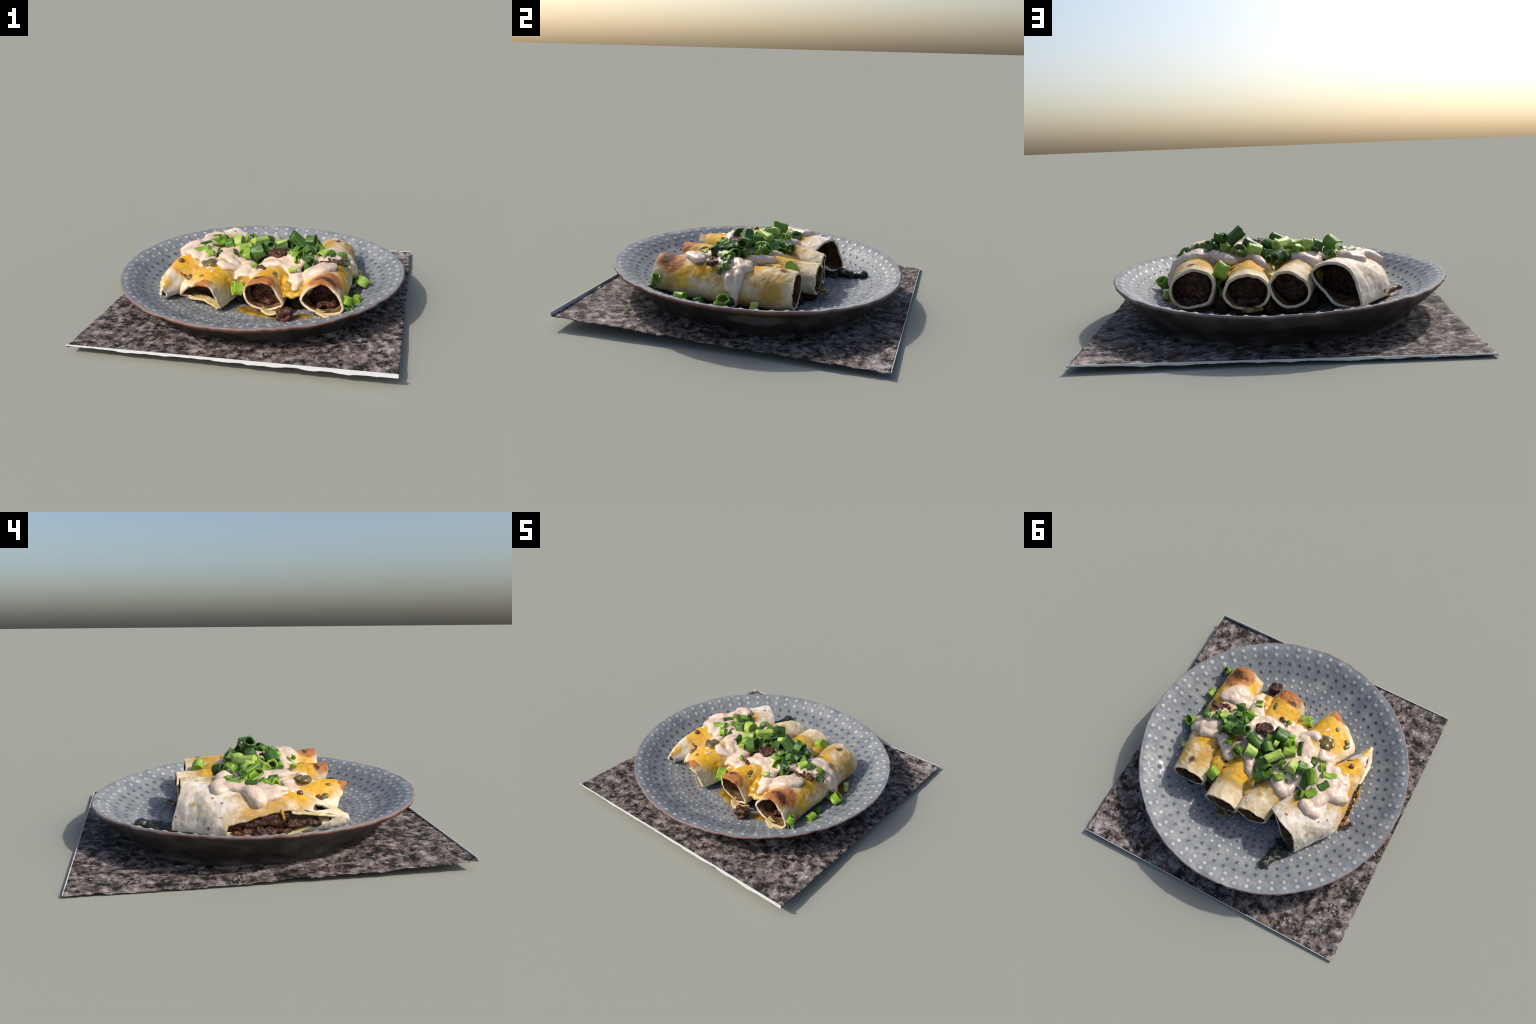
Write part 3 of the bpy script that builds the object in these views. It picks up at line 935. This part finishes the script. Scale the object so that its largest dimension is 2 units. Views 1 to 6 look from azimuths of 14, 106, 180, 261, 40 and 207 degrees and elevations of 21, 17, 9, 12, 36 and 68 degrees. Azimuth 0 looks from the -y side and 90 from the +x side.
def tube(name, wall, arc=1.0, oval=1.0, bend=0.0, skew=0.0, seed=0, fill=False):
    """A cut length of scallion: unit diameter and length along z, hollow or full."""
    N, K = (28 if arc == 1 else 26), 7
    closed = arc == 1.0
    cols = N if closed else N + 1
    vs, fs, mi = [], [], []
    def pt(i, k, r):
        th = 2 * math.pi * arc * i / N
        t = k / K
        z = t - .5 + skew * math.cos(th) * (1 if k == K else (.6 if k == 0 else 0)) * .5
        r = r * (1 + .22 * nz((math.cos(th), math.sin(th), t * .8), 1.5, seed) + .08 * nz((math.cos(th), math.sin(th), t), 4, seed)) * (1 + .10 * (abs(t - .5) * 2) ** 3)
        x, y = r * math.cos(th), r * math.sin(th) * oval
        return Vector((x + bend * (t - .5) ** 2 * 2, y, z + .06 * nz((x, y, t), 3, seed)))
    for r in (.5, .5 - wall):
        for k in range(K + 1):
            for i in range(cols):
                vs.append(pt(i, k, r))
    off = cols * (K + 1)
    for k in range(K):
        for i in range(N):
            a, b2 = k * cols + i, k * cols + (i + 1) % cols
            fs.append((a, b2, b2 + cols, a + cols)); mi.append(0)
            if not fill:
                fs.append((off + a, off + a + cols, off + b2 + cols, off + b2)); mi.append(1)
    for k in (0, K):
        for i in range(N):
            a, b2 = k * cols + i, k * cols + (i + 1) % cols
            f = (a, off + a, off + b2, b2)
            fs.append(f if k == 0 else f[::-1]); mi.append(1)
        if fill:                                   # layered end: a dished core
            c = len(vs)
            vs.append(sum((vs[off + k * cols + i] for i in range(cols)), Vector()) / cols + Vector((0, 0, .10 if k == 0 else -.10)))
            for i in range(N):
                a, b2 = off + k * cols + i, off + k * cols + (i + 1) % cols
                f = (a, c, b2)
                fs.append(f if k == 0 else f[::-1]); mi.append(1)
    if not closed:
        for k in range(K):
            for i in (0, N):
                a = k * cols + i
                f = (a, a + cols, off + a + cols, off + a)
                fs.append(f if i == 0 else f[::-1]); mi.append(1)
    me = mesh(name, vs, fs)
    me.polygons.foreach_set("material_index", mi)
    if fill:
        bm = bmesh.new(); bm.from_mesh(me)
        bmesh.ops.delete(bm, geom=[v for v in bm.verts if not v.link_faces], context="VERTS")
        bm.to_mesh(me); bm.free()
    tmp = link(name, me)
    sb = tmp.modifiers.new("round", "SUBSURF"); sb.levels = 1
    bake(tmp)
    me = tmp.data
    bpy.data.objects.remove(tmp)
    me.shade_smooth()
    return me

SHAPES = {"tube": [dict(wall=.17, oval=.9, seed=1, skew=.15), dict(wall=.16, oval=.8, seed=5, skew=-.18, bend=.1), dict(wall=.20, oval=1, seed=8, skew=.1)],
          "ring": [dict(wall=.18, oval=.8, seed=2), dict(wall=.20, oval=.95, seed=6)],
          "curl": [dict(wall=.15, arc=.66, oval=.9, seed=3, bend=.15), dict(wall=.17, arc=.74, oval=1.05, seed=7)],
          "solid": [dict(wall=.20, oval=.92, seed=4, fill=True, skew=.1), dict(wall=.16, oval=.85, seed=9, fill=True, skew=-.2, bend=.08)]}
CACHE = {}
def scallion_mesh(shape, shade, v):
    key = (shape, shade, v)
    if key not in CACHE:
        me = tube("scallion_" + shape, **SHAPES[shape][v])
        me.materials.clear()
        for m in SM[shade]:
            me.materials.append(m)
        CACHE[key] = me
    return CACHE[key]

# centre x, y, z, axis vector (its length is the piece's length), diameter, shade, cut
SCALLIONS = [
    (0.684, -0.028, 0.193, -0.032, -0.024, -0.045, 0.075, 'bright', 'tube'),
    (0.546, -0.048, 0.367, -0.003, -0.042, -0.015, 0.062, 'mid', 'ring'),
    (0.478, -0.054, 0.380, -0.001, -0.033, -0.010, 0.055, 'mid', 'ring'),
    (0.428, -0.092, 0.405, -0.026, -0.060, -0.010, 0.055, 'pale', 'tube'),
    (0.477, -0.091, 0.403, -0.017, -0.021, -0.005, 0.042, 'mid', 'tube'),
    (0.367, -0.087, 0.427, -0.047, 0.004, 0.005, 0.055, 'dark', 'tube'),
    (0.357, -0.139, 0.412, -0.027, 0.005, -0.005, 0.042, 'dark', 'tube'),
    (0.298, -0.116, 0.432, 0.008, -0.053, 0.025, 0.055, 'mid', 'tube'),
    (0.262, -0.171, 0.417, -0.062, 0.024, 0.005, 0.060, 'bright', 'curl'),
    (0.340, -0.015, 0.460, -0.055, 0.005, -0.010, 0.066, 'mid', 'tube'),
    (0.380, 0.018, 0.420, -0.008, -0.027, 0.040, 0.050, 'mid', 'curl'),
    (0.257, -0.027, 0.458, -0.088, -0.006, 0.075, 0.066, 'dark', 'tube'),
    (0.148, -0.027, 0.438, -0.100, 0.018, -0.055, 0.062, 'dark', 'tube'),
    (0.304, 0.062, 0.412, -0.013, 0.024, -0.025, 0.066, 'bright', 'ring'),
    (0.221, 0.098, 0.392, 0.001, -0.048, -0.045, 0.066, 'mid', 'ring'),
    (0.146, 0.050, 0.422, -0.072, -0.004, -0.025, 0.080, 'pale', 'solid'),
    (0.085, 0.040, 0.397, -0.030, 0.036, -0.025, 0.060, 'dark', 'tube'),
    (0.314, 0.293, 0.310, -0.059, 0.015, -0.030, 0.075, 'bright', 'solid'),
    (0.360, -0.203, 0.422, -0.053, 0.004, 0.005, 0.026, 'dark', 'tube'),
    (0.269, -0.312, 0.367, -0.044, -0.017, -0.005, 0.040, 'pale', 'curl'),
    (0.645, 0.153, 0.165, -0.005, 0.010, 0.050, 0.042, 'pale', 'solid'),
    (0.013, -0.140, 0.458, -0.075, -0.002, -0.035, 0.080, 'dark', 'tube'),
    (-0.058, -0.172, 0.422, -0.044, -0.001, -0.005, 0.045, 'bright', 'solid'),
    (0.048, -0.022, 0.448, -0.045, 0.046, -0.015, 0.055, 'mid', 'tube'),
    (0.012, -0.067, 0.445, -0.044, 0.000, -0.010, 0.050, 'pale', 'ring'),
    (-0.068, -0.123, 0.427, -0.049, 0.001, 0.015, 0.065, 'bright', 'tube'),
    (-0.022, 0.021, 0.450, -0.076, -0.088, 0.010, 0.060, 'pale', 'solid'),
    (-0.098, -0.063, 0.427, -0.078, -0.032, -0.015, 0.060, 'pale', 'solid'),
    (-0.157, -0.128, 0.398, -0.030, 0.094, -0.015, 0.055, 'dark', 'curl'),
    (0.020, 0.083, 0.405, -0.078, 0.045, 0.010, 0.060, 'mid', 'tube'),
    (0.038, 0.120, 0.390, -0.032, -0.032, 0.020, 0.060, 'mid', 'tube'),
    (-0.099, 0.042, 0.420, -0.040, -0.007, 0.020, 0.062, 'mid', 'ring'),
    (-0.041, 0.133, 0.400, -0.027, -0.044, 0.020, 0.048, 'mid', 'tube'),
    (0.000, 0.183, 0.360, -0.044, -0.043, 0.020, 0.062, 'dark', 'tube'),
    (-0.113, 0.132, 0.425, -0.037, 0.042, -0.020, 0.066, 'bright', 'ring'),
    (-0.169, 0.030, 0.438, -0.059, 0.004, -0.005, 0.080, 'pale', 'solid'),
    (-0.220, 0.001, 0.422, -0.054, -0.007, -0.015, 0.076, 'mid', 'tube'),
    (-0.178, 0.079, 0.400, -0.043, 0.053, -0.020, 0.066, 'dark', 'curl'),
    (-0.271, -0.101, 0.378, 0.004, -0.068, 0.015, 0.060, 'dark', 'ring'),
    (-0.281, -0.041, 0.380, -0.033, -0.003, 0.000, 0.050, 'dark', 'tube'),
    (-0.345, -0.086, 0.375, -0.043, -0.028, 0.000, 0.066, 'bright', 'ring'),
    (-0.413, -0.040, 0.378, -0.090, -0.031, -0.015, 0.060, 'bright', 'tube'),
    (-0.320, 0.029, 0.415, -0.056, 0.078, -0.030, 0.066, 'bright', 'curl'),
    (-0.290, 0.067, 0.385, -0.010, -0.072, 0.030, 0.060, 'mid', 'tube'),
    (-0.296, 0.166, 0.360, -0.024, -0.007, -0.020, 0.060, 'mid', 'ring'),
    (-0.356, 0.125, 0.350, -0.052, -0.060, 0.000, 0.050, 'bright', 'curl'),
    (-0.411, 0.042, 0.357, -0.039, -0.061, 0.005, 0.050, 'dark', 'curl'),
    (0.015, -0.273, 0.360, -0.009, -0.010, -0.010, 0.036, 'bright', 'ring'),
    (-0.075, -0.392, 0.242, -0.052, -0.024, 0.015, 0.080, 'bright', 'tube'),
    (.640, .000, .180, -.02, .03, .01, .060, 'dark', 'tube'),
    (.638, -.480, .258, .01, .02, .045, .045, 'bright', 'curl'),
    (.652, -.500, .222, .03, -.02, -.02, .042, 'mid', 'curl'),
    (.671, -.302, .180, .005, .06, .00, .055, 'bright', 'solid'),
    (.655, -.190, .160, .00, .05, .01, .045, 'dark', 'solid'),
    (.575, -.085, .340, .01, -.03, .02, .050, 'dark', 'ring'),
    (.275, -.20, .400, .02, -.06, -.035, .035, 'bright', 'curl'),
    (.335, -.12, .430, -.02, .04, .02, .060, 'mid', 'tube'),
    (.31, -.155, .415, .03, .03, -.02, .058, 'dark', 'tube'),
    (.275, -.115, .425, .04, -.03, .01, .058, 'mid', 'ring'),
    (.325, -.065, .435, .01, .05, .0, .060, 'dark', 'tube'),
    (.40, -.055, .415, .03, .03, .01, .058, 'mid', 'tube'),
    (.07, -.09, .425, .05, .01, .0, .060, 'mid', 'tube'),
]
def place(x, y, z, ax, ay, az, d, shade, cut):
    a = Vector((ax, ay, az)); L = max(a.length, .030)
    if cut == "ring":
        L = max(.024, L * .7)
    ob = bpy.data.objects.new("scallion_slice", scallion_mesh(cut, shade, rnd.randrange(len(SHAPES[cut]))))
    C.objects.link(ob)
    q = a.to_track_quat("Z", "Y") @ Quaternion((0, 0, 1), rnd.uniform(0, 6.28))
    ob.matrix_world = Matrix.Translation((x, y, z)) @ q.to_matrix().to_4x4() @ Matrix.Diagonal((d * 1.16, d * rnd.uniform(1.02, 1.18), L * 1.08, 1))
    M = ob.matrix_world.copy()
    ob.parent = serving
    ob.matrix_parent_inverse = INV
    ob.matrix_world = M
    return ob
sb = BVHTree.FromPolygons([v.co for v in sauce.data.vertices], [list(p.vertices) for p in sauce.data.polygons])
def ground_z(x, y):
    z = top_z(x, y)
    h = sb.ray_cast(Vector((x, y, 1)), Vector((0, 0, -1)))
    return max(z, h[0].z) if h[0] is not None else z
def settle(x, z, d, shade):
    """Bed the heap into the sauce, leaving its two high points standing."""
    if z <= .36:
        return z
    if x > .19:
        return z + (-.004 if z > .4575 else -.012 if z > .40 else 0)
    if abs(x + .32) < .03 and z > .41:
        return z - .012
    return z - (.050 if d > .078 and shade == "dark" else .042 if x > -.09 else .040)

for s in SCALLIONS:
    s = s[:2] + (settle(s[0], s[2], s[6], s[7]),) + s[3:]
    place(*s)
    g = ground_z(s[0], s[1])
    z = s[2] - s[6] * .95
    while z > g + .012 and s[2] > .3:              # hidden pieces that hold the heap up
        place(s[0] + rnd.uniform(-.015, .015), s[1] + rnd.uniform(-.015, .015), z, rnd.uniform(-.05, .05), rnd.uniform(-.05, .05),
              rnd.uniform(-.02, .02), .058, rnd.choice(("dark", "mid", "dark")), rnd.choice(("tube", "curl", "ring")))
        z -= .05

for ob in bpy.data.objects:
    if ob.type == "MESH" and ob.name.split(".")[0] in ("meat_crumb", "meat_filling", "gap_shadow_fill", "juice_puddle", "cream_sauce", "melted_cheese"):
        ob["kind"] = "stuff"
